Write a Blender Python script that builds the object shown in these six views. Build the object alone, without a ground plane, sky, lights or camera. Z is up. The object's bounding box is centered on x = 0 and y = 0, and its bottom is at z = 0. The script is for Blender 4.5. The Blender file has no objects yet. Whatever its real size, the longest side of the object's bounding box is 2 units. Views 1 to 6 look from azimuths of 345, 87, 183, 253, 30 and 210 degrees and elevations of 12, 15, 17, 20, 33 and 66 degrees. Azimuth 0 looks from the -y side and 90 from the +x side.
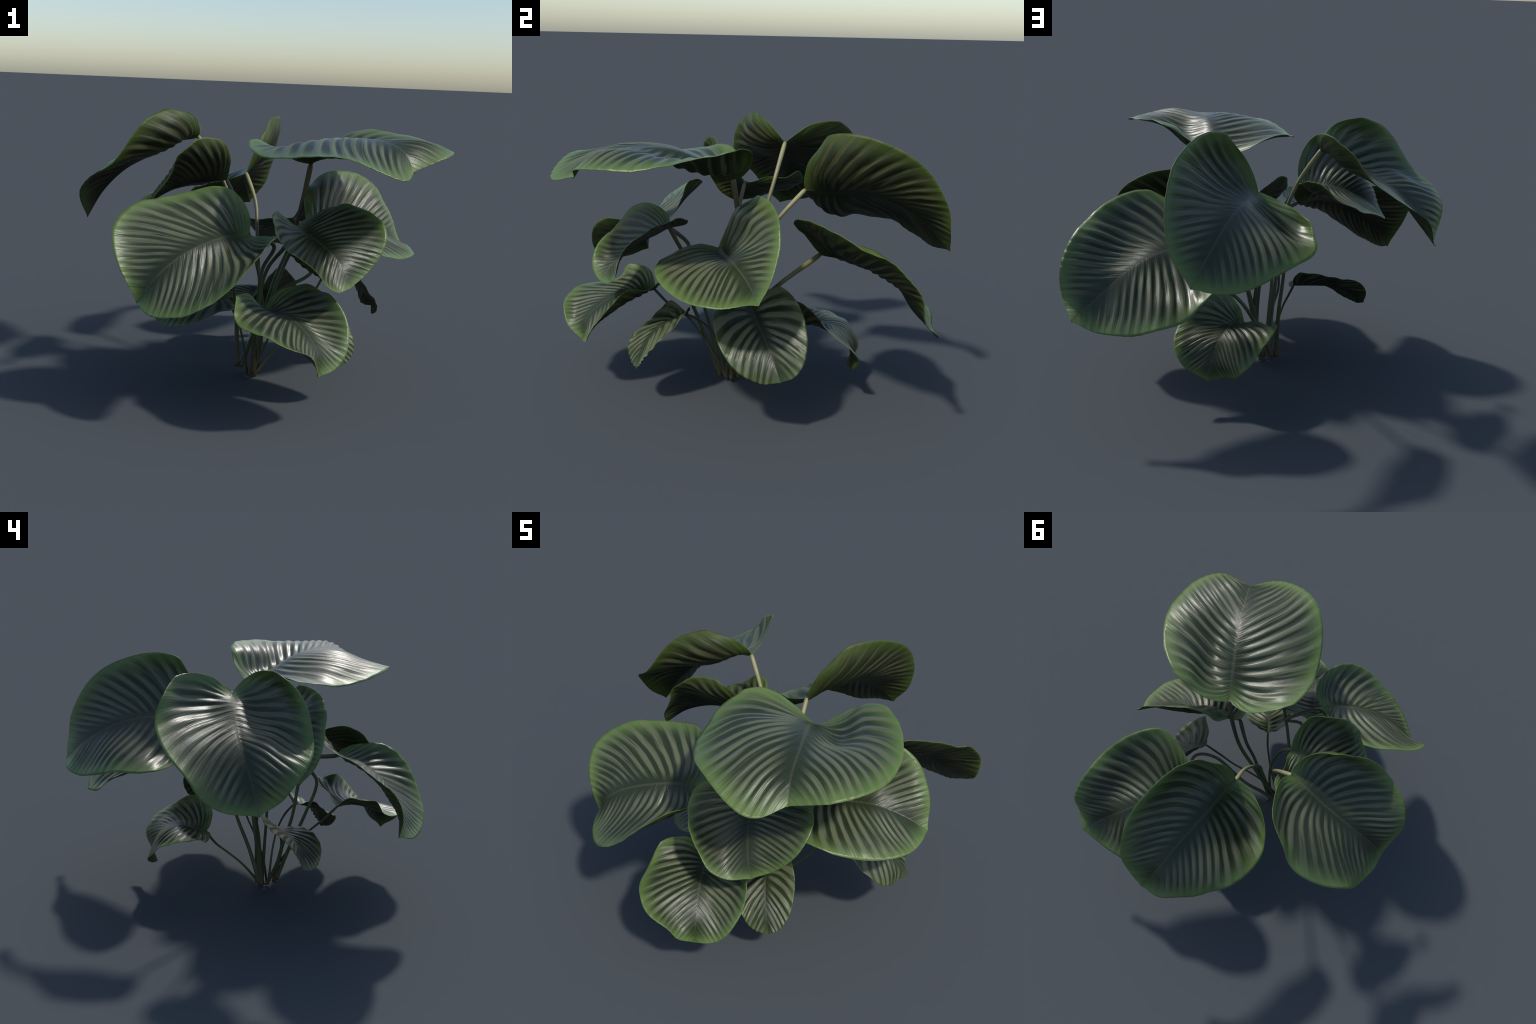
"""A potless prayer-plant clump: thirteen broad round striped leaf blades,
each on its own long leaf stalk that rises from one crowded foot.

Every blade is first laid out FLAT (its outline, veins and thickness are
described in the plane of the blade) and then posed: a loft through seven cross-sections
carries it to its place, each section seven points from the right margin over the
midrib to the left margin, with a crease allowed at the midrib.  The flat layout is the Basis of the mesh, the
pose is its shape key, so the Generated coordinates of the material are the
flat blade coordinates: x along the midrib, y across, z thickness."""
import bpy
import math
import random
import numpy as np
from mathutils import noise, Vector

random.seed(7)
noise.seed_set(7)

# ------------------------------------------------------------------ blade outline
# (along midrib, share of the half width) from the notch round the lobe to the tip
OUTLINE = np.array([(0, 0), (-.055, .09), (-.105, .22), (-.13, .38), (-.125, .54), (-.075, .74),
                    (.03, .90), (.18, .98), (.34, 1.0), (.50, .975), (.66, .89), (.79, .75),
                    (.89, .57), (.955, .37), (.985, .19), (1.0, .07), (1.015, 0)])
STATIONS = np.array([-.15, 0, .15, .34, .56, .79, 1.02])   # cross-sections along the midrib
ACROSS = np.array([0, .34, .68, 1.0])                      # their points, midrib to margin

LEAVES = [
    dict(base=(0.28, -.095, 1.151), length=0.881, half_width=0.451, lobe=0.50, point=-0.20,
         ribs=20, ribbed=0.0033, wavy=0, rimmed=1, paleness=1, blunt=0.4, ruffle=0.012,
          stalk_radius=(0.0138, 0.0115, 0.0147), stalk_tan=(0.1, 0.085, 0.04),
         stalk=[(0.281, -.096, 1.151), (0.253, -.066, 0.94), (0.208, -.046, 0.722), (0.121, -.044, 0.499), (0.057, -.061, 0.26), (0.009, -.089, 0.007)],
         sections=[
             [(-.178, -.117, 1.343), (-.04, -.023, 1.317), (0.103, 0.024, 1.197), (0.26, 0.032, 1.116), (0.359, 0.051, 1.233), (0.494, 0.075, 1.251), (0.589, 0.074, 1.209)],
             [(-.136, -.205, 1.273), (-.007, -.158, 1.26), (0.132, -.117, 1.203), (0.28, -.095, 1.151), (0.404, -.068, 1.209), (0.497, -.05, 1.303), (0.612, 0.001, 1.322)],
             [(-.123, -.327, 1.238), (0.023, -.296, 1.243), (0.171, -.251, 1.236), (0.317, -.211, 1.227), (0.455, -.188, 1.194), (0.559, -.153, 1.294), (0.67, -.091, 1.338)],
             [(-.077, -.51, 1.217), (0.065, -.464, 1.274), (0.216, -.414, 1.294), (0.373, -.361, 1.297), (0.508, -.338, 1.235), (0.637, -.282, 1.29), (0.76, -.218, 1.317)],
             [(-.002, -.715, 1.232), (0.13, -.661, 1.275), (0.283, -.603, 1.308), (0.437, -.545, 1.312), (0.571, -.499, 1.306), (0.711, -.446, 1.302), (0.841, -.394, 1.289)],
             [(0.076, -.92, 1.261), (0.219, -.855, 1.248), (0.355, -.794, 1.252), (0.497, -.73, 1.28), (0.635, -.676, 1.311), (0.771, -.624, 1.279), (0.899, -.578, 1.228)],
             [(0.213, -1.093, 1.276), (0.296, -1.04, 1.171), (0.46, -.967, 1.128), (0.534, -.814, 1.175), (0.673, -.817, 1.204), (0.815, -.804, 1.217), (0.948, -.771, 1.222)],
         ]),
    dict(base=(-.266, 0.186, 1.262), length=0.760, half_width=0.385, lobe=0.50, point=-0.01,
         ribs=20, ribbed=0.0028, wavy=0, rimmed=1, paleness=0.82, blunt=0, ruffle=0.012,
          stalk_radius=(0.012, 0.0097, 0.0138), stalk_tan=(0.27, 0.25, 0.12),
         stalk=[(-.267, 0.186, 1.262), (-.153, 0.125, 1.07), (-.083, 0.057, 0.839), (-.096, 0.006, 0.58), (-.073, -.026, 0.312), (-.067, -.055, 0.045)],
         sections=[
             [(-.286, 0.509, 1.485), (-.273, 0.407, 1.452), (-.23, 0.277, 1.412), (-.167, 0.173, 1.341), (-.285, 0.139, 1.413), (-.386, 0.116, 1.435), (-.455, 0.158, 1.431)],
             [(-.344, 0.524, 1.395), (-.31, 0.43, 1.346), (-.276, 0.313, 1.306), (-.266, 0.186, 1.262), (-.317, 0.088, 1.313), (-.397, 0.025, 1.375), (-.491, 0.047, 1.428)],
             [(-.406, 0.565, 1.326), (-.375, 0.465, 1.257), (-.361, 0.336, 1.221), (-.382, 0.208, 1.233), (-.397, 0.079, 1.231), (-.46, -.016, 1.299), (-.549, -.025, 1.388)],
             [(-.504, 0.62, 1.212), (-.501, 0.488, 1.184), (-.496, 0.354, 1.164), (-.504, 0.223, 1.16), (-.523, 0.095, 1.166), (-.566, -.015, 1.213), (-.638, -.071, 1.293)],
             [(-.663, 0.621, 1.109), (-.647, 0.493, 1.096), (-.641, 0.361, 1.081), (-.645, 0.231, 1.08), (-.683, 0.12, 1.125), (-.7, -.003, 1.122), (-.729, -.105, 1.165)],
             [(-.818, 0.594, 1.008), (-.786, 0.486, 0.972), (-.759, 0.356, 0.951), (-.763, 0.22, 0.964), (-.825, 0.129, 1.021), (-.854, 0.005, 1.052), (-.875, -.116, 1.067)],
             [(-.935, 0.603, 0.859), (-.872, 0.493, 0.812), (-.874, 0.341, 0.815), (-.85, 0.202, 0.818), (-.9, 0.092, 0.867), (-.968, 0.009, 0.928), (-1.033, -.084, 0.983)],
         ]),
    dict(base=(0.029, 0.276, 1.058), length=0.802, half_width=0.402, lobe=0.50, point=0.39,
         ribs=20, ribbed=0.0032, wavy=0, rimmed=1, paleness=0.82, blunt=0, ruffle=0.012,
          stalk_radius=(0.012, 0.0097, 0.0138), stalk_tan=(0.27, 0.25, 0.12),
         stalk=[(0.029, 0.276, 1.058), (0.054, 0.141, 0.911), (0.039, 0.025, 0.736), (0.047, -.024, 0.516), (0.063, -.074, 0.28), (0.01, -.072, 0.031)],
         sections=[
             [(0.057, 0.368, 1.387), (0.057, 0.342, 1.316), (0.025, 0.26, 1.24), (-.037, 0.191, 1.111), (-.143, 0.273, 1.064), (-.19, 0.376, 1.074), (-.175, 0.465, 1.064)],
             [(0.175, 0.382, 1.397), (0.174, 0.342, 1.284), (0.117, 0.303, 1.17), (0.029, 0.276, 1.058), (-.074, 0.328, 0.981), (-.184, 0.375, 0.941), (-.256, 0.455, 0.983)],
             [(0.241, 0.46, 1.384), (0.238, 0.428, 1.256), (0.17, 0.407, 1.131), (0.058, 0.416, 1.053), (-.038, 0.439, 0.961), (-.153, 0.47, 0.886), (-.276, 0.497, 0.899)],
             [(0.308, 0.596, 1.356), (0.281, 0.573, 1.228), (0.204, 0.561, 1.116), (0.086, 0.573, 1.055), (-.034, 0.59, 0.987), (-.152, 0.613, 0.917), (-.275, 0.632, 0.866)],
             [(0.387, 0.77, 1.3), (0.322, 0.749, 1.188), (0.24, 0.73, 1.079), (0.131, 0.734, 1.007), (0.004, 0.757, 0.958), (-.119, 0.776, 0.901), (-.225, 0.79, 0.827)],
             [(0.442, 0.952, 1.213), (0.379, 0.907, 1.101), (0.287, 0.886, 1), (0.183, 0.883, 0.916), (0.066, 0.894, 0.851), (-.049, 0.901, 0.789), (-.139, 0.871, 0.718)],
             [(0.52, 1.082, 1.091), (0.443, 1.054, 0.994), (0.353, 1.004, 0.887), (0.247, 0.994, 0.789), (0.136, 1.028, 0.732), (0.016, 0.993, 0.645), (-.092, 0.964, 0.583)],
         ]),
    dict(base=(0.338, 0.332, 0.798), length=0.745, half_width=0.412, lobe=0.62, point=0.50,
         ribs=20, ribbed=0.0045, wavy=0, rimmed=1, paleness=0.82, blunt=0, ruffle=0.012,
          stalk_radius=(0.012, 0.0097, 0.0138), stalk_tan=(0.18, 0.16, 0.065),
         stalk=[(0.338, 0.333, 0.797), (0.431, 0.127, 0.669), (0.35, 0.024, 0.533), (0.15, 0.042, 0.414), (0.042, -.009, 0.239), (-.05, -.055, 0.04)],
         sections=[
             [(0.554, 0.072, 1.065), (0.467, 0.13, 0.982), (0.356, 0.198, 0.918), (0.263, 0.254, 0.829), (0.158, 0.337, 0.795), (0.052, 0.432, 0.794), (-.041, 0.525, 0.804)],
             [(0.624, 0.164, 1.048), (0.529, 0.22, 0.973), (0.426, 0.283, 0.897), (0.338, 0.332, 0.798), (0.229, 0.417, 0.764), (0.125, 0.51, 0.761), (0.035, 0.604, 0.779)],
             [(0.686, 0.259, 1.033), (0.599, 0.301, 0.945), (0.501, 0.359, 0.865), (0.401, 0.427, 0.796), (0.301, 0.5, 0.741), (0.196, 0.587, 0.721), (0.111, 0.68, 0.744)],
             [(0.772, 0.365, 0.997), (0.691, 0.399, 0.902), (0.593, 0.458, 0.826), (0.488, 0.543, 0.797), (0.389, 0.61, 0.721), (0.285, 0.682, 0.667), (0.193, 0.772, 0.675)],
             [(0.873, 0.481, 0.947), (0.782, 0.536, 0.88), (0.699, 0.575, 0.786), (0.599, 0.648, 0.738), (0.495, 0.721, 0.671), (0.386, 0.799, 0.609), (0.275, 0.849, 0.537)],
             [(0.967, 0.626, 0.934), (0.896, 0.663, 0.834), (0.809, 0.696, 0.731), (0.716, 0.718, 0.632), (0.606, 0.787, 0.565), (0.501, 0.871, 0.502), (0.418, 0.982, 0.474)],
             [(1.095, 0.738, 0.879), (1.024, 0.778, 0.767), (0.931, 0.743, 0.621), (0.82, 0.822, 0.543), (0.72, 0.866, 0.467), (0.618, 0.911, 0.393), (0.532, 0.983, 0.324)],
         ]),
    dict(base=(0.266, -.162, 0.806), length=0.648, half_width=0.349, lobe=0.50, point=0.19,
         ribs=20, ribbed=0.0033, wavy=0, rimmed=1, paleness=1, blunt=0, ruffle=0.012,
          stalk_radius=(0.012, 0.0097, 0.0138), stalk_tan=(0.08, 0.08, 0.04),
         stalk=[(0.266, -.162, 0.806), (0.197, -.099, 0.691), (0.139, -.085, 0.541), (0.093, -.068, 0.372), (0.054, -.06, 0.197), (0.019, -.058, 0.02)],
         sections=[
             [(0.256, -.511, 0.757), (0.235, -.406, 0.78), (0.214, -.305, 0.831), (0.175, -.186, 0.848), (0.203, -.081, 0.91), (0.209, -.027, 0.999), (0.207, 0.042, 1.073)],
             [(0.349, -.487, 0.738), (0.33, -.386, 0.779), (0.304, -.275, 0.811), (0.266, -.162, 0.806), (0.289, -.12, 0.919), (0.293, -.062, 1.017), (0.31, 0.042, 1.023)],
             [(0.445, -.471, 0.745), (0.425, -.366, 0.772), (0.398, -.25, 0.794), (0.372, -.135, 0.794), (0.38, -.106, 0.913), (0.387, -.066, 1.025), (0.373, 0.022, 1.084)],
             [(0.568, -.444, 0.727), (0.543, -.338, 0.76), (0.518, -.224, 0.787), (0.498, -.107, 0.801), (0.487, -.044, 0.9), (0.498, -.017, 1.015), (0.482, 0.042, 1.104)],
             [(0.693, -.389, 0.68), (0.677, -.296, 0.731), (0.656, -.19, 0.773), (0.634, -.087, 0.818), (0.623, 0, 0.892), (0.627, 0.051, 1.001), (0.621, 0.098, 1.106)],
             [(0.823, -.343, 0.632), (0.815, -.249, 0.686), (0.789, -.141, 0.728), (0.754, -.029, 0.77), (0.762, 0.031, 0.867), (0.768, 0.099, 0.97), (0.78, 0.16, 1.073)],
             [(0.951, -.296, 0.569), (0.956, -.204, 0.636), (0.921, -.087, 0.69), (0.877, 0.016, 0.702), (0.873, 0.097, 0.803), (0.871, 0.171, 0.894), (0.892, 0.238, 0.979)],
         ]),
    dict(base=(0.121, -.413, 0.875), length=0.435, half_width=0.320, lobe=0.98, point=-0.20,
         ribs=20, ribbed=0.0033, wavy=0, rimmed=1, paleness=0.82, blunt=0, ruffle=0.012,
          stalk_radius=(0.012, 0.0097, 0.0138), stalk_tan=(0.09, 0.08, 0.04),
         stalk=[(0.121, -.414, 0.875), (0.07, -.362, 0.756), (0.01, -.29, 0.632), (-.017, -.25, 0.446), (-.009, -.193, 0.239), (0, -.155, 0.021)],
         sections=[
             [(-.088, -.61, 1.03), (-.037, -.525, 0.987), (0.022, -.437, 0.947), (0.097, -.359, 0.906), (0.205, -.32, 0.908), (0.3, -.291, 0.958), (0.387, -.268, 1.004)],
             [(-.089, -.633, 0.961), (-.025, -.557, 0.933), (0.042, -.477, 0.899), (0.121, -.413, 0.875), (0.227, -.38, 0.901), (0.324, -.35, 0.944), (0.408, -.328, 0.997)],
             [(-.074, -.661, 0.901), (-.014, -.586, 0.875), (0.062, -.518, 0.852), (0.153, -.467, 0.848), (0.251, -.439, 0.891), (0.349, -.41, 0.932), (0.435, -.384, 0.978)],
             [(-.043, -.702, 0.841), (0.009, -.63, 0.805), (0.094, -.572, 0.795), (0.189, -.537, 0.82), (0.285, -.511, 0.867), (0.385, -.482, 0.908), (0.475, -.452, 0.951)],
             [(0.01, -.76, 0.802), (0.052, -.698, 0.746), (0.136, -.639, 0.737), (0.23, -.611, 0.779), (0.326, -.586, 0.825), (0.427, -.557, 0.867), (0.525, -.531, 0.908)],
             [(0.07, -.831, 0.784), (0.108, -.778, 0.708), (0.18, -.712, 0.681), (0.274, -.674, 0.715), (0.369, -.637, 0.754), (0.467, -.618, 0.801), (0.564, -.612, 0.845)],
             [(0.117, -.912, 0.755), (0.151, -.861, 0.661), (0.225, -.774, 0.61), (0.306, -.698, 0.627), (0.41, -.655, 0.666), (0.504, -.664, 0.725), (0.593, -.668, 0.764)],
         ]),
    dict(base=(-.141, -.461, 0.836), length=0.665, half_width=0.361, lobe=0.96, point=-0.20,
         ribs=20, ribbed=0.0033, wavy=0, rimmed=1, paleness=1, blunt=0, ruffle=0.012,
          stalk_radius=(0.012, 0.0097, 0.0138), stalk_tan=(0.1, 0.1, 0.05),
         stalk=[(-.141, -.461, 0.835), (0.032, -.32, 0.761), (-.041, -.38, 0.65), (-.039, -.319, 0.456), (-.025, -.237, 0.251), (-.012, -.165, 0.045)],
         sections=[
             [(-.229, -.264, 1.148), (-.177, -.341, 1.071), (-.109, -.378, 0.965), (-.048, -.429, 0.861), (-.035, -.556, 0.867), (-.033, -.659, 0.889), (-.026, -.743, 0.953)],
             [(-.308, -.263, 1.084), (-.257, -.326, 1.009), (-.199, -.384, 0.918), (-.141, -.461, 0.836), (-.111, -.573, 0.811), (-.102, -.689, 0.838), (-.096, -.786, 0.895)],
             [(-.39, -.26, 1.032), (-.348, -.331, 0.961), (-.295, -.413, 0.889), (-.24, -.513, 0.848), (-.198, -.6, 0.779), (-.17, -.72, 0.787), (-.163, -.827, 0.833)],
             [(-.516, -.274, 0.998), (-.472, -.366, 0.935), (-.416, -.464, 0.876), (-.358, -.565, 0.827), (-.308, -.64, 0.752), (-.268, -.75, 0.729), (-.254, -.862, 0.745)],
             [(-.671, -.336, 0.978), (-.614, -.421, 0.907), (-.55, -.515, 0.839), (-.49, -.608, 0.774), (-.429, -.675, 0.694), (-.382, -.773, 0.652), (-.359, -.876, 0.65)],
             [(-.831, -.422, 0.923), (-.754, -.487, 0.848), (-.669, -.544, 0.757), (-.604, -.623, 0.681), (-.549, -.698, 0.611), (-.505, -.797, 0.571), (-.474, -.904, 0.563)],
             [(-.949, -.546, 0.854), (-.853, -.584, 0.784), (-.773, -.593, 0.675), (-.686, -.596, 0.557), (-.669, -.702, 0.501), (-.62, -.821, 0.484), (-.585, -.926, 0.462)],
         ]),
    dict(base=(-.155, -.031, 1.058), length=0.501, half_width=0.332, lobe=0.50, point=0.50,
         ribs=20, ribbed=0.0033, wavy=0, rimmed=1, paleness=0.82, blunt=0, ruffle=0.012,
          stalk_radius=(0.0101, 0.0083, 0.012), stalk_tan=(0.1, 0.1, 0.05),
         stalk=[(-.155, -.031, 1.058), (-.067, -.077, 0.866), (-.005, -.104, 0.662), (0.039, -.112, 0.452), (0.05, -.106, 0.236), (0.04, -.093, 0.02)],
         sections=[
             [(-.151, 0.281, 1.168), (-.123, 0.186, 1.115), (-.178, 0.08, 1.132), (-.086, -.007, 1.095), (-.111, -.093, 1.174), (-.151, -.139, 1.269), (-.193, -.18, 1.34)],
             [(-.214, 0.279, 1.138), (-.191, 0.195, 1.078), (-.186, 0.085, 1.058), (-.155, -.031, 1.058), (-.179, -.105, 1.143), (-.209, -.17, 1.225), (-.252, -.181, 1.309)],
             [(-.282, 0.286, 1.105), (-.259, 0.199, 1.047), (-.243, 0.084, 1.021), (-.238, -.031, 1.047), (-.253, -.111, 1.12), (-.277, -.188, 1.197), (-.308, -.21, 1.294)],
             [(-.363, 0.302, 1.046), (-.347, 0.197, 1.016), (-.335, 0.082, 1.01), (-.334, -.027, 1.036), (-.349, -.104, 1.107), (-.369, -.184, 1.18), (-.39, -.252, 1.261)],
             [(-.466, 0.295, 0.989), (-.451, 0.188, 0.984), (-.441, 0.075, 0.985), (-.436, -.033, 1.003), (-.457, -.105, 1.079), (-.463, -.198, 1.137), (-.463, -.292, 1.183)],
             [(-.566, 0.274, 0.928), (-.554, 0.172, 0.936), (-.545, 0.061, 0.937), (-.533, -.048, 0.95), (-.543, -.14, 1.007), (-.51, -.239, 1.044), (-.465, -.33, 1.068)],
             [(-.671, 0.263, 0.898), (-.666, 0.161, 0.904), (-.642, 0.046, 0.875), (-.62, -.077, 0.871), (-.587, -.189, 0.908), (-.546, -.284, 0.95), (-.498, -.37, 0.969)],
         ]),
    dict(base=(-.058, -.506, 0.492), length=0.518, half_width=0.286, lobe=0.50, point=0.06,
         ribs=20, ribbed=0.0033, wavy=0, rimmed=1, paleness=1, blunt=0, ruffle=0.012,
          stalk_radius=(0.0074, 0.0069, 0.0101), stalk_tan=(0.05, 0.06, 0.03),
         stalk=[(-.058, -.507, 0.492), (-.047, -.429, 0.414), (-.05, -.332, 0.343), (-.023, -.253, 0.25), (0.007, -.183, 0.137), (0.003, -.117, 0.011)],
         sections=[
             [(-.272, -.647, 0.655), (-.234, -.573, 0.628), (-.153, -.493, 0.595), (-.082, -.436, 0.524), (-.006, -.451, 0.593), (0.084, -.409, 0.618), (0.167, -.377, 0.636)],
             [(-.253, -.692, 0.6), (-.209, -.616, 0.567), (-.132, -.558, 0.547), (-.058, -.506, 0.492), (0.029, -.491, 0.542), (0.117, -.465, 0.576), (0.2, -.444, 0.611)],
             [(-.26, -.711, 0.523), (-.187, -.672, 0.516), (-.106, -.627, 0.51), (-.024, -.584, 0.492), (0.061, -.549, 0.506), (0.147, -.527, 0.544), (0.228, -.511, 0.578)],
             [(-.239, -.795, 0.482), (-.154, -.764, 0.489), (-.069, -.721, 0.49), (0.016, -.677, 0.493), (0.098, -.633, 0.479), (0.181, -.61, 0.512), (0.242, -.612, 0.575)],
             [(-.196, -.919, 0.482), (-.11, -.874, 0.468), (-.022, -.822, 0.46), (0.062, -.771, 0.452), (0.139, -.721, 0.434), (0.225, -.696, 0.46), (0.291, -.702, 0.518)],
             [(-.11, -1.042, 0.454), (-.045, -.974, 0.422), (0.024, -.902, 0.391), (0.101, -.846, 0.375), (0.18, -.8, 0.364), (0.266, -.783, 0.393), (0.344, -.778, 0.437)],
             [(0.009, -1.123, 0.431), (0.068, -1.041, 0.419), (0.079, -.97, 0.316), (0.102, -.868, 0.258), (0.208, -.857, 0.262), (0.313, -.84, 0.298), (0.388, -.851, 0.349)],
         ]),
    dict(base=(0.176, -.323, 0.432), length=0.402, half_width=0.149, lobe=0.15, point=0.00,
         ribs=12, ribbed=0.006, wavy=1, rimmed=0.25, paleness=1, blunt=0, ruffle=0.008,
          stalk_radius=(0.0064, 0.006, 0.0083), stalk_tan=(0.07, 0.06, 0.03),
         stalk=[(0.176, -.323, 0.432), (0.14, -.254, 0.384), (0.099, -.199, 0.314), (0.066, -.164, 0.219), (0.033, -.141, 0.116), (-.004, -.12, 0.012)],
         sections=[
             [(0.063, -.377, 0.526), (0.084, -.35, 0.504), (0.111, -.313, 0.479), (0.147, -.276, 0.46), (0.188, -.272, 0.493), (0.227, -.271, 0.528), (0.26, -.267, 0.555)],
             [(0.076, -.421, 0.488), (0.103, -.391, 0.466), (0.136, -.357, 0.448), (0.176, -.323, 0.432), (0.217, -.316, 0.464), (0.258, -.308, 0.493), (0.296, -.298, 0.516)],
             [(0.086, -.461, 0.443), (0.12, -.434, 0.43), (0.161, -.404, 0.42), (0.205, -.378, 0.418), (0.247, -.361, 0.438), (0.29, -.345, 0.458), (0.329, -.329, 0.476)],
             [(0.108, -.514, 0.386), (0.15, -.491, 0.388), (0.195, -.466, 0.392), (0.24, -.443, 0.399), (0.284, -.42, 0.409), (0.329, -.398, 0.419), (0.369, -.378, 0.43)],
             [(0.154, -.583, 0.341), (0.192, -.557, 0.344), (0.235, -.529, 0.347), (0.279, -.502, 0.35), (0.324, -.48, 0.359), (0.369, -.459, 0.368), (0.409, -.44, 0.376)],
             [(0.202, -.645, 0.284), (0.236, -.611, 0.28), (0.273, -.576, 0.278), (0.312, -.544, 0.278), (0.359, -.526, 0.288), (0.405, -.509, 0.299), (0.447, -.495, 0.311)],
             [(0.237, -.671, 0.196), (0.262, -.638, 0.194), (0.298, -.6, 0.192), (0.339, -.565, 0.195), (0.389, -.566, 0.21), (0.438, -.547, 0.22), (0.476, -.532, 0.229)],
         ]),
    dict(base=(0.439, -.01, 0.57), length=0.465, half_width=0.209, lobe=0.20, point=0.00,
         ribs=12, ribbed=0.0045, wavy=0.7, rimmed=0.25, paleness=1, blunt=0.7, ruffle=0.008,
          stalk_radius=(0.0064, 0.006, 0.0083), stalk_tan=(0.07, 0.06, 0.03),
         stalk=[(0.439, -.01, 0.57), (0.361, -.037, 0.451), (0.278, -.061, 0.336), (0.187, -.097, 0.227), (0.094, -.118, 0.118), (0.003, -.115, 0.004)],
         sections=[
             [(0.508, -.197, 0.667), (0.474, -.146, 0.653), (0.423, -.095, 0.627), (0.385, -.03, 0.612), (0.413, 0.019, 0.663), (0.45, 0.062, 0.712), (0.471, 0.108, 0.751)],
             [(0.541, -.195, 0.604), (0.51, -.137, 0.595), (0.471, -.077, 0.58), (0.439, -.01, 0.57), (0.452, 0.047, 0.613), (0.473, 0.099, 0.657), (0.494, 0.143, 0.696)],
             [(0.574, -.188, 0.542), (0.549, -.126, 0.538), (0.523, -.059, 0.536), (0.501, 0.009, 0.538), (0.497, 0.074, 0.568), (0.501, 0.135, 0.605), (0.508, 0.188, 0.645)],
             [(0.625, -.168, 0.468), (0.611, -.104, 0.479), (0.595, -.035, 0.491), (0.579, 0.033, 0.504), (0.567, 0.101, 0.523), (0.561, 0.168, 0.55), (0.559, 0.229, 0.579)],
             [(0.691, -.135, 0.392), (0.684, -.073, 0.414), (0.674, -.005, 0.436), (0.661, 0.063, 0.452), (0.644, 0.131, 0.465), (0.635, 0.197, 0.486), (0.634, 0.256, 0.509)],
             [(0.739, -.093, 0.304), (0.732, -.033, 0.33), (0.732, 0.031, 0.356), (0.731, 0.097, 0.379), (0.708, 0.162, 0.385), (0.705, 0.229, 0.406), (0.706, 0.289, 0.433)],
             [(0.741, -.047, 0.209), (0.739, 0.009, 0.234), (0.752, 0.072, 0.262), (0.791, 0.127, 0.294), (0.744, 0.186, 0.282), (0.755, 0.262, 0.313), (0.764, 0.319, 0.343)],
         ]),
    dict(base=(0.088, 0.236, 0.351), length=0.489, half_width=0.227, lobe=0.62, point=-0.20,
         ribs=20, ribbed=0.0033, wavy=0, rimmed=0.8, paleness=1, blunt=0, ruffle=0.016,
          stalk_radius=(0.0074, 0.0066, 0.0083), stalk_tan=(0.05, 0.06, 0.03),
         stalk=[(0.088, 0.236, 0.351), (0.07, 0.186, 0.281), (0.05, 0.115, 0.221), (0.035, 0.043, 0.157), (0.025, -.019, 0.084), (0.009, -.079, 0.004)],
         sections=[
             [(0.19, 0.158, 0.559), (0.151, 0.159, 0.5), (0.102, 0.166, 0.435), (0.059, 0.168, 0.369), (-.01, 0.199, 0.353), (-.076, 0.236, 0.33), (-.146, 0.252, 0.354)],
             [(0.23, 0.216, 0.54), (0.192, 0.217, 0.478), (0.143, 0.222, 0.413), (0.088, 0.236, 0.351), (0.02, 0.265, 0.364), (-.05, 0.294, 0.364), (-.115, 0.316, 0.387)],
             [(0.275, 0.277, 0.517), (0.234, 0.272, 0.453), (0.182, 0.28, 0.394), (0.118, 0.306, 0.36), (0.048, 0.332, 0.375), (-.024, 0.36, 0.381), (-.089, 0.384, 0.376)],
             [(0.334, 0.338, 0.462), (0.286, 0.342, 0.414), (0.223, 0.362, 0.382), (0.153, 0.39, 0.382), (0.081, 0.417, 0.381), (0.009, 0.445, 0.373), (-.057, 0.467, 0.356)],
             [(0.404, 0.409, 0.392), (0.338, 0.432, 0.37), (0.264, 0.454, 0.356), (0.19, 0.475, 0.342), (0.12, 0.504, 0.337), (0.049, 0.529, 0.323), (-.015, 0.548, 0.307)],
             [(0.451, 0.516, 0.325), (0.376, 0.514, 0.296), (0.297, 0.516, 0.271), (0.22, 0.516, 0.252), (0.149, 0.54, 0.241), (0.083, 0.571, 0.227), (0.02, 0.602, 0.215)],
             [(0.458, 0.594, 0.214), (0.397, 0.568, 0.191), (0.32, 0.532, 0.165), (0.232, 0.53, 0.145), (0.159, 0.498, 0.14), (0.097, 0.551, 0.115), (0.053, 0.609, 0.104)],
         ]),
    dict(base=(-.148, -.103, 0.453), length=0.417, half_width=0.185, lobe=0.30, point=0.00,
         ribs=12, ribbed=0.0038, wavy=0.5, rimmed=0.4, paleness=1, blunt=0, ruffle=0.008,
          stalk_radius=(0.0064, 0.006, 0.0083), stalk_tan=(0.05, 0.06, 0.03),
         stalk=[(-.148, -.103, 0.453), (-.12, -.142, 0.381), (-.088, -.163, 0.3), (-.063, -.157, 0.208), (-.041, -.132, 0.113), (-.022, -.098, 0.02)],
         sections=[
             [(-.121, 0.032, 0.588), (-.113, -.003, 0.548), (-.099, -.046, 0.503), (-.087, -.092, 0.455), (-.079, -.148, 0.421), (-.067, -.209, 0.412), (-.054, -.262, 0.416)],
             [(-.184, 0.026, 0.583), (-.173, -.012, 0.541), (-.161, -.057, 0.497), (-.148, -.103, 0.453), (-.14, -.161, 0.429), (-.127, -.222, 0.421), (-.115, -.278, 0.425)],
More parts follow.
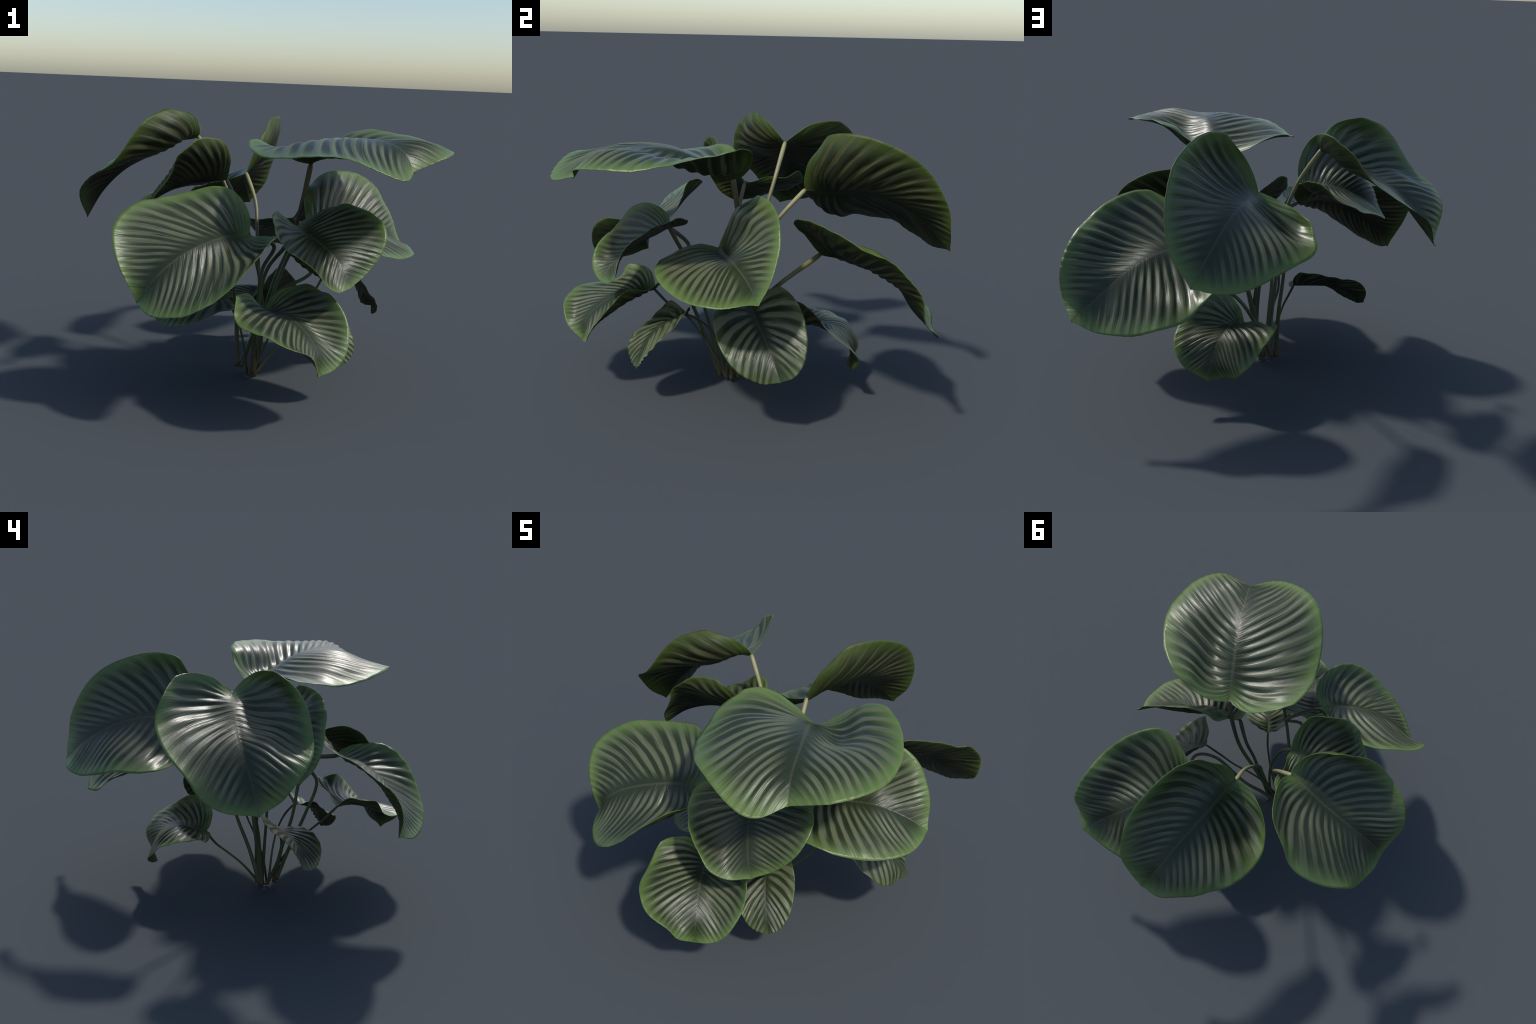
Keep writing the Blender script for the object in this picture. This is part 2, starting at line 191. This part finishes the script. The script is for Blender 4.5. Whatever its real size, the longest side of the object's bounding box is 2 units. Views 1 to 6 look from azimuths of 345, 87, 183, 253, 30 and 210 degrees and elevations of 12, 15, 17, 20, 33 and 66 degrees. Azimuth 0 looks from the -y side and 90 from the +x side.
             [(-.246, 0.021, 0.571), (-.235, -.02, 0.532), (-.223, -.067, 0.491), (-.211, -.115, 0.453), (-.2, -.175, 0.436), (-.188, -.235, 0.426), (-.176, -.29, 0.423)],
             [(-.325, 0.018, 0.552), (-.313, -.029, 0.521), (-.301, -.08, 0.486), (-.289, -.131, 0.451), (-.277, -.191, 0.435), (-.265, -.252, 0.421), (-.254, -.307, 0.412)],
             [(-.417, 0.003, 0.538), (-.404, -.045, 0.51), (-.39, -.096, 0.476), (-.376, -.147, 0.442), (-.365, -.204, 0.419), (-.352, -.262, 0.396), (-.342, -.318, 0.378)],
             [(-.513, -.024, 0.537), (-.499, -.065, 0.497), (-.482, -.107, 0.453), (-.464, -.151, 0.411), (-.451, -.203, 0.379), (-.435, -.255, 0.348), (-.421, -.302, 0.318)],
             [(-.607, -.049, 0.515), (-.592, -.075, 0.469), (-.569, -.105, 0.412), (-.54, -.136, 0.36), (-.531, -.191, 0.325), (-.513, -.244, 0.294), (-.499, -.288, 0.266)],
         ]),
]


# ------------------------------------------------------------------ small maths
def hermite(x, xk, y):
    """Smooth curve through the knots (xk, y)."""
    m = np.gradient(y, xk, axis=0)
    x = np.clip(x, xk[0], xk[-1])
    i = np.clip(np.searchsorted(xk, x, side='right') - 1, 0, len(xk) - 2)
    h, t = xk[i + 1] - xk[i], (x - xk[i]) / (xk[i + 1] - xk[i])
    if np.ndim(y) == 2:
        h, t = h[:, None], t[:, None]
    return ((2 * t**3 - 3 * t**2 + 1) * y[i] + (t**3 - 2 * t**2 + t) * h * m[i]
            + (-2 * t**3 + 3 * t**2) * y[i + 1] + (t**3 - t**2) * h * m[i + 1])


def margin(lobe, point, n, blunt=0.0):
    """The outline of one half: deeper or shallower basal lobes, a more or less pointed tip."""
    d = np.r_[0, np.cumsum(np.linalg.norm(np.diff(OUTLINE, axis=0), axis=1))]
    m = hermite(np.linspace(0, d[-1], n), d, OUTLINE)
    m[:, 0] = np.where(m[:, 0] < 0, m[:, 0] * lobe, m[:, 0])
    m[:, 1] *= 1 - point * np.clip(m[:, 0], 0, 1) ** 2 * 0.5
    m[:, 0] = np.where(m[:, 0] > .95, .95 + (m[:, 0] - .95) * (1 - blunt), m[:, 0])
    return m


FAN = (-.45, 2.7, -1.8, .25)       # how the vein angle grows along the midrib, and the bend of each vein


def rib_of(s, w):
    """Where on the midrib the vein through (s, w) starts.  A vein from p runs along
    s = p + w (f0 + f1 p + f2 p^2) + f3 w^2: swept back in the lobes, forward beyond."""
    w = np.abs(w)
    f0, f1, f2, f3 = FAN
    B, C = 1 + f1 * w, f0 * w + f3 * w * w - s
    return -2 * C / (B + np.sqrt(np.maximum(B * B - 4 * f2 * w * C, 1e-4)))


def rib_count(p):
    """Share of the ribs passed at p: crowded in the lobes, wider apart toward the tip."""
    return 1.3 * p - .42 * p * p + .12 * np.tanh(p / .07)


# ------------------------------------------------------------------ posing a blade
def pose(leaf, S, W):
    """World place of the flat points (S along, W across, + left): loft through the sections."""
    sec = np.array(leaf['sections'], float)                            # station, point, xyz
    along = hermite_rows(S, STATIONS, sec)                             # n, point, xyz
    out = np.empty((len(S), 3))
    for half, pts in ((W >= 0, along[:, 3:]), (W < 0, along[:, 3::-1])):
        out[half] = hermite_each(np.abs(W[half]), ACROSS, pts[half])
    return out


def knots(x, xk):
    x = np.clip(x, xk[0], xk[-1])
    i = np.clip(np.searchsorted(xk, x, side='right') - 1, 0, len(xk) - 2)
    h, t = xk[i + 1] - xk[i], (x - xk[i]) / (xk[i + 1] - xk[i])
    return i, (2 * t**3 - 3 * t**2 + 1, (t**3 - 2 * t**2 + t) * h, -2 * t**3 + 3 * t**2, (t**3 - t**2) * h)


def hermite_rows(x, xk, y):
    i, (a, b, c, d) = knots(x, xk)
    m = np.gradient(y, xk, axis=0)
    f = [q[:, None, None] for q in (a, b, c, d)]
    return f[0] * y[i] + f[1] * m[i] + f[2] * y[i + 1] + f[3] * m[i + 1]


def hermite_each(x, xk, y):
    i, (a, b, c, d) = knots(x, xk)
    m = np.gradient(y, xk, axis=1)
    n = np.arange(len(x))
    f = [q[:, None] for q in (a, b, c, d)]
    return f[0] * y[n, i] + f[1] * m[n, i] + f[2] * y[n, i + 1] + f[3] * m[n, i + 1]


ROWS, COLS = 150, 26


def build_blade(name, leaf, materials):
    m = margin(leaf['lobe'], leaf['point'], 400, leaf['blunt'])
    arc = np.r_[0, np.cumsum(np.linalg.norm(np.diff(m, axis=0), axis=1))]
    arc /= arc[-1]
    u = np.linspace(0.004, 1, ROWS)
    edge = np.stack([np.interp(u, arc, m[:, k]) for k in (0, 1)], 1)
    start = np.clip(rib_of(edge[:, 0], edge[:, 1]), 0, 1.0)
    start = np.maximum.accumulate(start) * .985 + .03 * u
    v = np.r_[np.linspace(0, 1, COLS) ** .9]
    # rows run from the midrib to the margin, bowed like the veins
    ctrl = np.stack([start * .58 + edge[:, 0] * .42, edge[:, 1] * .5], 1)
    st = np.stack([start, 0 * start], 1)
    V = v[None, :, None]
    half = st[:, None] * (1 - V) ** 2 + 2 * ctrl[:, None] * V * (1 - V) + edge[:, None] * V * V
    S = np.concatenate([half[:, :0:-1, 0], half[:, :, 0]], 1)          # right margin .. midrib .. left margin
    W = np.concatenate([-half[:, :0:-1, 1], half[:, :, 1]], 1)
    nr, nc = S.shape
    asp = leaf['half_width'] / leaf['length']
    # distance from the margin in the flat blade, in units of blade length
    ml = np.stack([m[:, 0], m[:, 1] * asp], 1)[::4]
    flat = np.stack([S.ravel(), np.abs(W.ravel()) * asp], 1)
    dist = np.sqrt(((flat[:, None] - ml[None]) ** 2).sum(-1)).min(1).reshape(nr, nc)
    body = np.clip(dist / .30, 0, 1) ** .7                               # 0 at margin, 1 well inside
    thick = (.0009 + .0012 * body) * (leaf['length'] / .7)
    tz = .02 + .98 * body                                                # the same taper, for the flat layout

    # posed surface, then corrugation between the veins, wrinkles and a wavy margin
    P = pose(leaf, S.ravel(), W.ravel()).reshape(nr, nc, 3)
    dr = np.gradient(P, axis=0)
    dc = np.gradient(P, axis=1)
    N = np.cross(dr, dc)
    N /= np.linalg.norm(N, axis=2, keepdims=True) + 1e-12
    rib = rib_of(S, W)
    count = rib_count(rib)
    aw = np.abs(W)
    ripple, ruffle = np.empty((nr, nc)), np.empty((nr, nc))
    seed = leaf['seed'] * 17.3
    for i in range(nr):
        for j in range(nc):
            sgn = 40 if W[i, j] > 0 else 0
            k = rib[i, j]
            wob = noise.noise(Vector((k * 5 + seed, aw[i, j] * 1.2 + sgn, 1.7))) * .35
            fine = noise.noise(Vector((k * 40 + seed, aw[i, j] * 3 + sgn, 5.1)))
            slow = noise.noise(Vector((S[i, j] * 6 + seed, W[i, j] * 3.2, 9.3)))
            ripple[i, j] = (math.sin(math.tau * (leaf['ribs'] * count[i, j] + wob)) * leaf['ribbed'] + fine * .0012)
            ruffle[i, j] = slow
    inner = np.clip((aw - .03) / .22, 0, 1) * np.clip(dist / .10, .25 if leaf['wavy'] == 0 else leaf['wavy'], 1)
    keel = np.exp(-(aw * leaf['half_width'] / .006) ** 2) * np.clip(1.1 - S, 0, 1)
    scale = leaf['length'] / .7
    P = P + N * (ripple * inner * scale + ruffle * leaf['ruffle'] * np.clip(1 - dist / .16, 0, 1) * np.clip(aw * 4, 0, 1))[..., None]
    top = P + N * (thick - .0016 * keel * scale)[..., None]
    low = P - N * (thick + .0035 * keel * scale)[..., None]
    base = np.array(leaf['base'])
    flat_top = np.stack([S * leaf['length'], W * leaf['half_width'], tz * .004], -1)
    flat_low = flat_top * np.array([1, 1, -1])

    idx = np.arange(nr * nc).reshape(nr, nc)
    a, b, c, d = idx[:-1, :-1], idx[:-1, 1:], idx[1:, 1:], idx[1:, :-1]
    up = np.stack([a, d, c, b], -1).reshape(-1, 4)
    off = nr * nc
    down = up[:, ::-1] + off
    rim = np.r_[idx[0], idx[1:, -1], idx[-1, ::-1][1:], idx[::-1, 0][1:-1]]
    nxt = np.roll(rim, -1)
    wall = np.stack([rim, nxt, nxt + off, rim + off], -1)
    faces = np.concatenate([up, down, wall])
    me = bpy.data.meshes.new(name)
    co = np.concatenate([flat_top.reshape(-1, 3), flat_low.reshape(-1, 3)])
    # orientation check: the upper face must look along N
    e1, e2 = P[nr // 2 + 1, nc // 2 + 4] - P[nr // 2, nc // 2 + 4], P[nr // 2, nc // 2 + 5] - P[nr // 2, nc // 2 + 4]
    me.from_pydata(co.tolist(), [], faces.tolist())
    me.polygons.foreach_set('use_smooth', np.ones(len(faces), bool))
    mi = np.zeros(len(faces), np.int32)
    mi[len(up):len(up) + len(down)] = 1
    for mat in materials:
        me.materials.append(mat)
    me.polygons.foreach_set('material_index', mi)
    me.use_auto_texspace = False
    me.texspace_location = (0, 0, 0)
    me.texspace_size = (leaf['length'], leaf['half_width'], .004)
    ob = bpy.data.objects.new(name, me)
    bpy.context.scene.collection.objects.link(ob)
    ob.location = base
    ob.shape_key_add(name='Basis', from_mix=False)
    key = ob.shape_key_add(name='posed', from_mix=False)
    posed = np.concatenate([top.reshape(-1, 3), low.reshape(-1, 3)]) - base
    key.data.foreach_set('co', posed.astype(np.float32).ravel())
    key.value = 1.0
    return ob


# ------------------------------------------------------------------ leaf stalks
def build_stalk(name, pts, r_top, r_mid, r_foot, mat):
    Q = np.array(pts, float)
    n, ring = 60, 14
    t = np.linspace(0, 1, n)
    C = hermite(t, np.linspace(0, 1, len(Q)), Q)                          # from the blade down to the foot
    T = np.gradient(C, axis=0)
    T /= np.linalg.norm(T, axis=1, keepdims=True)
    rad = np.interp(t, [0, .015, .06, .14, .3, .6, .82, .95, 1.0], [r_top * .75, r_top, r_top * 1.05, r_mid * 1.12, r_mid, r_mid, r_mid * 1.15, r_foot * .95, r_foot])
    x = np.cross(T[0], [0.3, 0.5, 0.8])
    x /= np.linalg.norm(x)
    verts, faces = [], []
    for i in range(n):
        x = x - T[i] * (x @ T[i])
        x /= np.linalg.norm(x)
        y = np.cross(T[i], x)
        for k in range(ring):
            a = math.tau * k / ring
            groove = 1 - .16 * math.exp(-((k / ring - .25) / .09) ** 2)     # shallow channel down the stalk
            r = rad[i] * groove * (1 + .05 * noise.noise(Vector((i * .13, k * .4, Q[0, 0] * 9))))
            verts.append(C[i] + r * (math.cos(a) * x + math.sin(a) * y) - C[-1])
    for i in range(n - 1):
        for k in range(ring):
            k2 = (k + 1) % ring
            faces.append((i * ring + k, i * ring + k2, (i + 1) * ring + k2, (i + 1) * ring + k))
    faces.append(tuple(range(ring))[::-1])
    faces.append(tuple(range((n - 1) * ring, n * ring)))
    verts = [np.array([v[0], v[1], max(v[2], -C[-1][2])]) for v in verts]
    me = bpy.data.meshes.new(name)
    me.from_pydata([tuple(map(float, v)) for v in verts], [], faces)
    me.polygons.foreach_set('use_smooth', np.ones(len(faces), bool))
    me.materials.append(mat)
    ob = bpy.data.objects.new(name, me)
    bpy.context.scene.collection.objects.link(ob)
    ob.location = C[-1]
    return ob


# ------------------------------------------------------------------ materials
class Nodes:
    """Tiny helper for wiring node trees."""
    def __init__(self, name):
        self.mat = bpy.data.materials.new(name)
        self.mat.use_nodes = True
        self.t = self.mat.node_tree
        self.bsdf = self.t.nodes['Principled BSDF']

    def put(self, sock, val):
        if isinstance(val, bpy.types.NodeSocket):
            self.t.links.new(val, sock)
        else:
            sock.default_value = val

    def math(self, op, a, b=0.0, c=0.0, clamp=False):
        n = self.t.nodes.new('ShaderNodeMath')
        n.operation, n.use_clamp = op, clamp
        for s, v in zip(n.inputs, (a, b, c)):
            self.put(s, v)
        return n.outputs[0]

    def ramp01(self, x, lo, hi):
        n = self.t.nodes.new('ShaderNodeMapRange')
        n.interpolation_type = 'SMOOTHSTEP'
        self.put(n.inputs['Value'], x)
        n.inputs['From Min'].default_value, n.inputs['From Max'].default_value = lo, hi
        return n.outputs['Result']

    def mix(self, f, a, b):
        n = self.t.nodes.new('ShaderNodeMix')
        n.data_type = 'RGBA'
        self.put(n.inputs[0], f)
        for s, v in ((n.inputs[6], a), (n.inputs[7], b)):
            self.put(s, v if isinstance(v, bpy.types.NodeSocket) else (*v, 1))
        return n.outputs[2]

    def vec(self, x, y, z):
        n = self.t.nodes.new('ShaderNodeCombineXYZ')
        for s, v in zip(n.inputs, (x, y, z)):
            self.put(s, v)
        return n.outputs[0]

    def noise(self, v, scale, detail=2.0, rough=.5):
        n = self.t.nodes.new('ShaderNodeTexNoise')
        self.put(n.inputs['Vector'], v)
        n.inputs['Scale'].default_value, n.inputs['Detail'].default_value = scale, detail
        n.inputs['Roughness'].default_value = rough
        return n.outputs['Fac']


def blade_material(name, under, leaf):
    seed, ribs = leaf['seed'], float(leaf['ribs'])
    N = Nodes(name)
    t = N.t
    tex = t.nodes.new('ShaderNodeTexCoord')
    sep = t.nodes.new('ShaderNodeSeparateXYZ')
    t.links.new(tex.outputs['Generated'], sep.inputs[0])

    def unit(o):
        return N.math('MULTIPLY_ADD', o, 2.0, -1.0)
    s, w, z = unit(sep.outputs[0]), unit(sep.outputs[1]), unit(sep.outputs[2])
    aw, inside = N.math('ABSOLUTE', w), N.math('ABSOLUTE', z)              # inside: 0 margin .. 1 heart of the blade
    halfside = N.math('SIGN', w)
    # vein coordinate (same rule as rib_of)
    f0, f1, f2, f3 = FAN
    B = N.math('MULTIPLY_ADD', aw, f1, 1.0)
    C = N.math('SUBTRACT', N.math('MULTIPLY', aw, N.math('MULTIPLY_ADD', aw, f3, f0)), s)
    disc = N.math('SUBTRACT', N.math('MULTIPLY', B, B), N.math('MULTIPLY', N.math('MULTIPLY', aw, 4.0 * f2), C))
    rib = N.math('DIVIDE', N.math('MULTIPLY', C, -2.0), N.math('ADD', B, N.math('SQRT', N.math('MAXIMUM', disc, 1e-4))))
    sd = N.math('MULTIPLY_ADD', halfside, 3.0, seed * 7.7)
    count = N.math('ADD', N.math('MULTIPLY', rib, N.math('MULTIPLY_ADD', rib, -.42, 1.3)), N.math('MULTIPLY', N.math('TANH', N.math('DIVIDE', rib, .07)), .12))
    along = N.vec(N.math('MULTIPLY', rib, 5.0), N.math('MULTIPLY', aw, 1.3), sd)
    wob = N.math('SUBTRACT', N.noise(along, 1.0, 2), .5)
    phase = N.math('ADD', N.math('MULTIPLY', count, ribs), N.math('MULTIPLY', wob, .9))
    wave = N.math('MULTIPLY_ADD', N.math('SINE', N.math('MULTIPLY', phase, math.tau)), .5, .5)
    # a thin dark line splits most of the pale bands
    split = N.math('POWER', N.math('MULTIPLY_ADD', N.math('SINE', N.math('MULTIPLY_ADD', phase, math.tau, .35)), .5, .5), 14.0)
    split = N.math('MULTIPLY', split, N.ramp01(N.noise(N.vec(N.math('MULTIPLY', rib, 9.0), N.math('MULTIPLY', aw, 2.5), sd), 1.0, 2), .40, .62))
    wave = N.math('SUBTRACT', wave, N.math('MULTIPLY', split, .45))
    streak = N.noise(N.vec(N.math('MULTIPLY', count, 60.0), N.math('MULTIPLY', aw, 2.2), sd), 1.0, 3, .6)
    streak2 = N.noise(N.vec(N.math('MULTIPLY', count, 150.0), N.math('MULTIPLY', aw, 4.0), sd), 1.0, 2, .6)
    blotch = N.noise(N.vec(N.math('MULTIPLY', s, 6.0), N.math('MULTIPLY', w, 4.0), sd), 1.0, 3, .55)
    mid = N.noise(N.vec(N.math('MULTIPLY', count, 2.6 * ribs), N.math('MULTIPLY', aw, 1.6), sd), 1.0, 1, .5)
    band = N.math('ADD', wave, N.math('MULTIPLY', N.math('SUBTRACT', mid, .5), 1.9 if under else 1.2))
    band = N.math('ADD', band, N.math('MULTIPLY', N.math('SUBTRACT', streak, .5), .7))
    band = N.math('ADD', band, N.math('MULTIPLY', N.math('SUBTRACT', streak2, .5), .5))
    light = N.ramp01(band, *((.40, .95) if under else (.22, .82)))
    # stripes start away from the midrib and die out before the tip and in the lobes
    away = N.ramp01(N.math('ADD', aw, N.math('MULTIPLY', wob, .12)), .04, .24)
    tip = N.math('SUBTRACT', 1.0, N.math('MULTIPLY', N.ramp01(rib, .70, .95), .75))
    lobe = N.ramp01(rib, -.02, .07)
    light = N.math('MULTIPLY', N.math('MULTIPLY', light, away), N.math('MULTIPLY', tip, lobe))
    edge = N.math('SUBTRACT', 1.0, N.ramp01(N.math('ADD', inside, N.math('MULTIPLY', N.math('SUBTRACT', streak, .5), .40)), .17, .64))
    rim = N.math('SUBTRACT', 1.0, N.ramp01(N.math('ADD', inside, N.math('MULTIPLY', N.math('SUBTRACT', blotch, .5), .4)), .05, .42))
    rib_line = N.math('SUBTRACT', 1.0, N.ramp01(N.math('DIVIDE', aw, N.math('MULTIPLY_ADD', s, -.017, .025)), .55, 1.25))
    if under:
        dark, pale, green, limb, vein = UNDER
    else:
        dark, pale, green, limb, vein = UPPER
    pale = tuple(c * leaf['paleness'] for c in pale)
    dk = N.mix(N.math('MULTIPLY', blotch, .9), dark, tuple(1.5 * c for c in dark))
    col = N.mix(light, dk, pale)
    col = N.mix(N.math('MULTIPLY', edge, (.6 if under else .8) * leaf['rimmed']), col, N.mix(N.math('MULTIPLY', light, .45), green, pale))
    col = N.mix(N.math('MULTIPLY', rim, (.5 if under else .6) * leaf['rimmed']), col, limb)
    col = N.mix(N.math('MULTIPLY', rib_line, .5), col, vein)
    N.put(N.bsdf.inputs['Base Color'], col)
    rough = N.math('MULTIPLY_ADD', blotch, .16, ROUGH[1] if under else ROUGH[0])
    N.put(N.bsdf.inputs['Roughness'], rough)
    N.bsdf.inputs['Specular IOR Level'].default_value = SPEC[1] if under else SPEC[0]
    # fine relief: parallel veinlets and a little grain
    h = N.math('ADD', N.math('MULTIPLY', streak, .8), N.math('MULTIPLY', streak2, .35))
    h = N.math('ADD', h, N.math('MULTIPLY', mid, .9))
    h = N.math('ADD', h, N.math('MULTIPLY', N.noise(N.vec(N.math('MULTIPLY', s, 60.0), N.math('MULTIPLY', w, 40.0), sd), 1.0, 2), .12))
    bump = t.nodes.new('ShaderNodeBump')
    bump.inputs['Strength'].default_value = .8
    bump.inputs['Distance'].default_value = .0035
    N.put(bump.inputs['Height'], h)
    t.links.new(bump.outputs[0], N.bsdf.inputs['Normal'])
    return N.mat


#                dark zone            pale stripe         green margin         outermost rim      midrib
UPPER = ((.017, .025, .010), (.108, .120, .067), (.076, .126, .031), (.118, .188, .047), (.080, .072, .036))
UNDER = ((.011, .014, .005), (.078, .082, .035), (.042, .066, .010), (.056, .092, .012), (.030, .035, .014))
ROUGH = (.30, .45)
SPEC = (.42, .3)


def stalk_material(name, tan):
    N = Nodes(name)
    t = N.t
    tex = t.nodes.new('ShaderNodeTexCoord')
    sep = t.nodes.new('ShaderNodeSeparateXYZ')
    t.links.new(tex.outputs['Generated'], sep.inputs[0])
    ns = N.noise(tex.outputs['Object'], 28.0, 3)
    x = N.math('ADD', sep.outputs[2], N.math('MULTIPLY', N.math('SUBTRACT', ns, .5), .14))
    ramp = t.nodes.new('ShaderNodeValToRGB')
    N.put(ramp.inputs[0], x)
    el = ramp.color_ramp.elements
    stops = [(0, (.085, .066, .038)), (.10, (.075, .070, .036)), (.30, (.060, .082, .034)), (.62, (.066, .105, .038)), (.78, tuple(.5 * c + .02 for c in tan)), (.93, tan)]
    el[0].position, el[0].color = stops[0][0], (*stops[0][1], 1)
    el[1].position, el[1].color = stops[-1][0], (*stops[-1][1], 1)
    for p, c in stops[1:-1]:
        e = el.new(p)
        e.color = (*c, 1)
    N.put(N.bsdf.inputs['Base Color'], ramp.outputs[0])
    N.bsdf.inputs['Roughness'].default_value = .42
    N.bsdf.inputs['Specular IOR Level'].default_value = .4
    bump = t.nodes.new('ShaderNodeBump')
    bump.inputs['Strength'].default_value, bump.inputs['Distance'].default_value = .4, .002
    N.put(bump.inputs['Height'], N.noise(tex.outputs['Object'], 90.0, 2))
    t.links.new(bump.outputs[0], N.bsdf.inputs['Normal'])
    return N.mat


# ------------------------------------------------------------------ the plant
def main():
    plant = bpy.data.objects.new('leafy_houseplant', None)
    bpy.context.scene.collection.objects.link(plant)
    plant['label'] = 'leafy clump with large round glossy dark green leaves striped pale green'
    plant['category'] = 'houseplant'
    for k, leaf in enumerate(LEAVES):
        leaf['seed'] = k + 1
        tops = blade_material('blade_upper_face', False, leaf)
        lows = blade_material('blade_lower_face', True, leaf)
        stalk = build_stalk('leaf_stalk', leaf['stalk'], *leaf['stalk_radius'], stalk_material('stalk_skin', leaf['stalk_tan']))
        stalk.parent = plant
        blade = build_blade('leaf_blade', leaf, (tops, lows))
        blade.parent = plant


main()
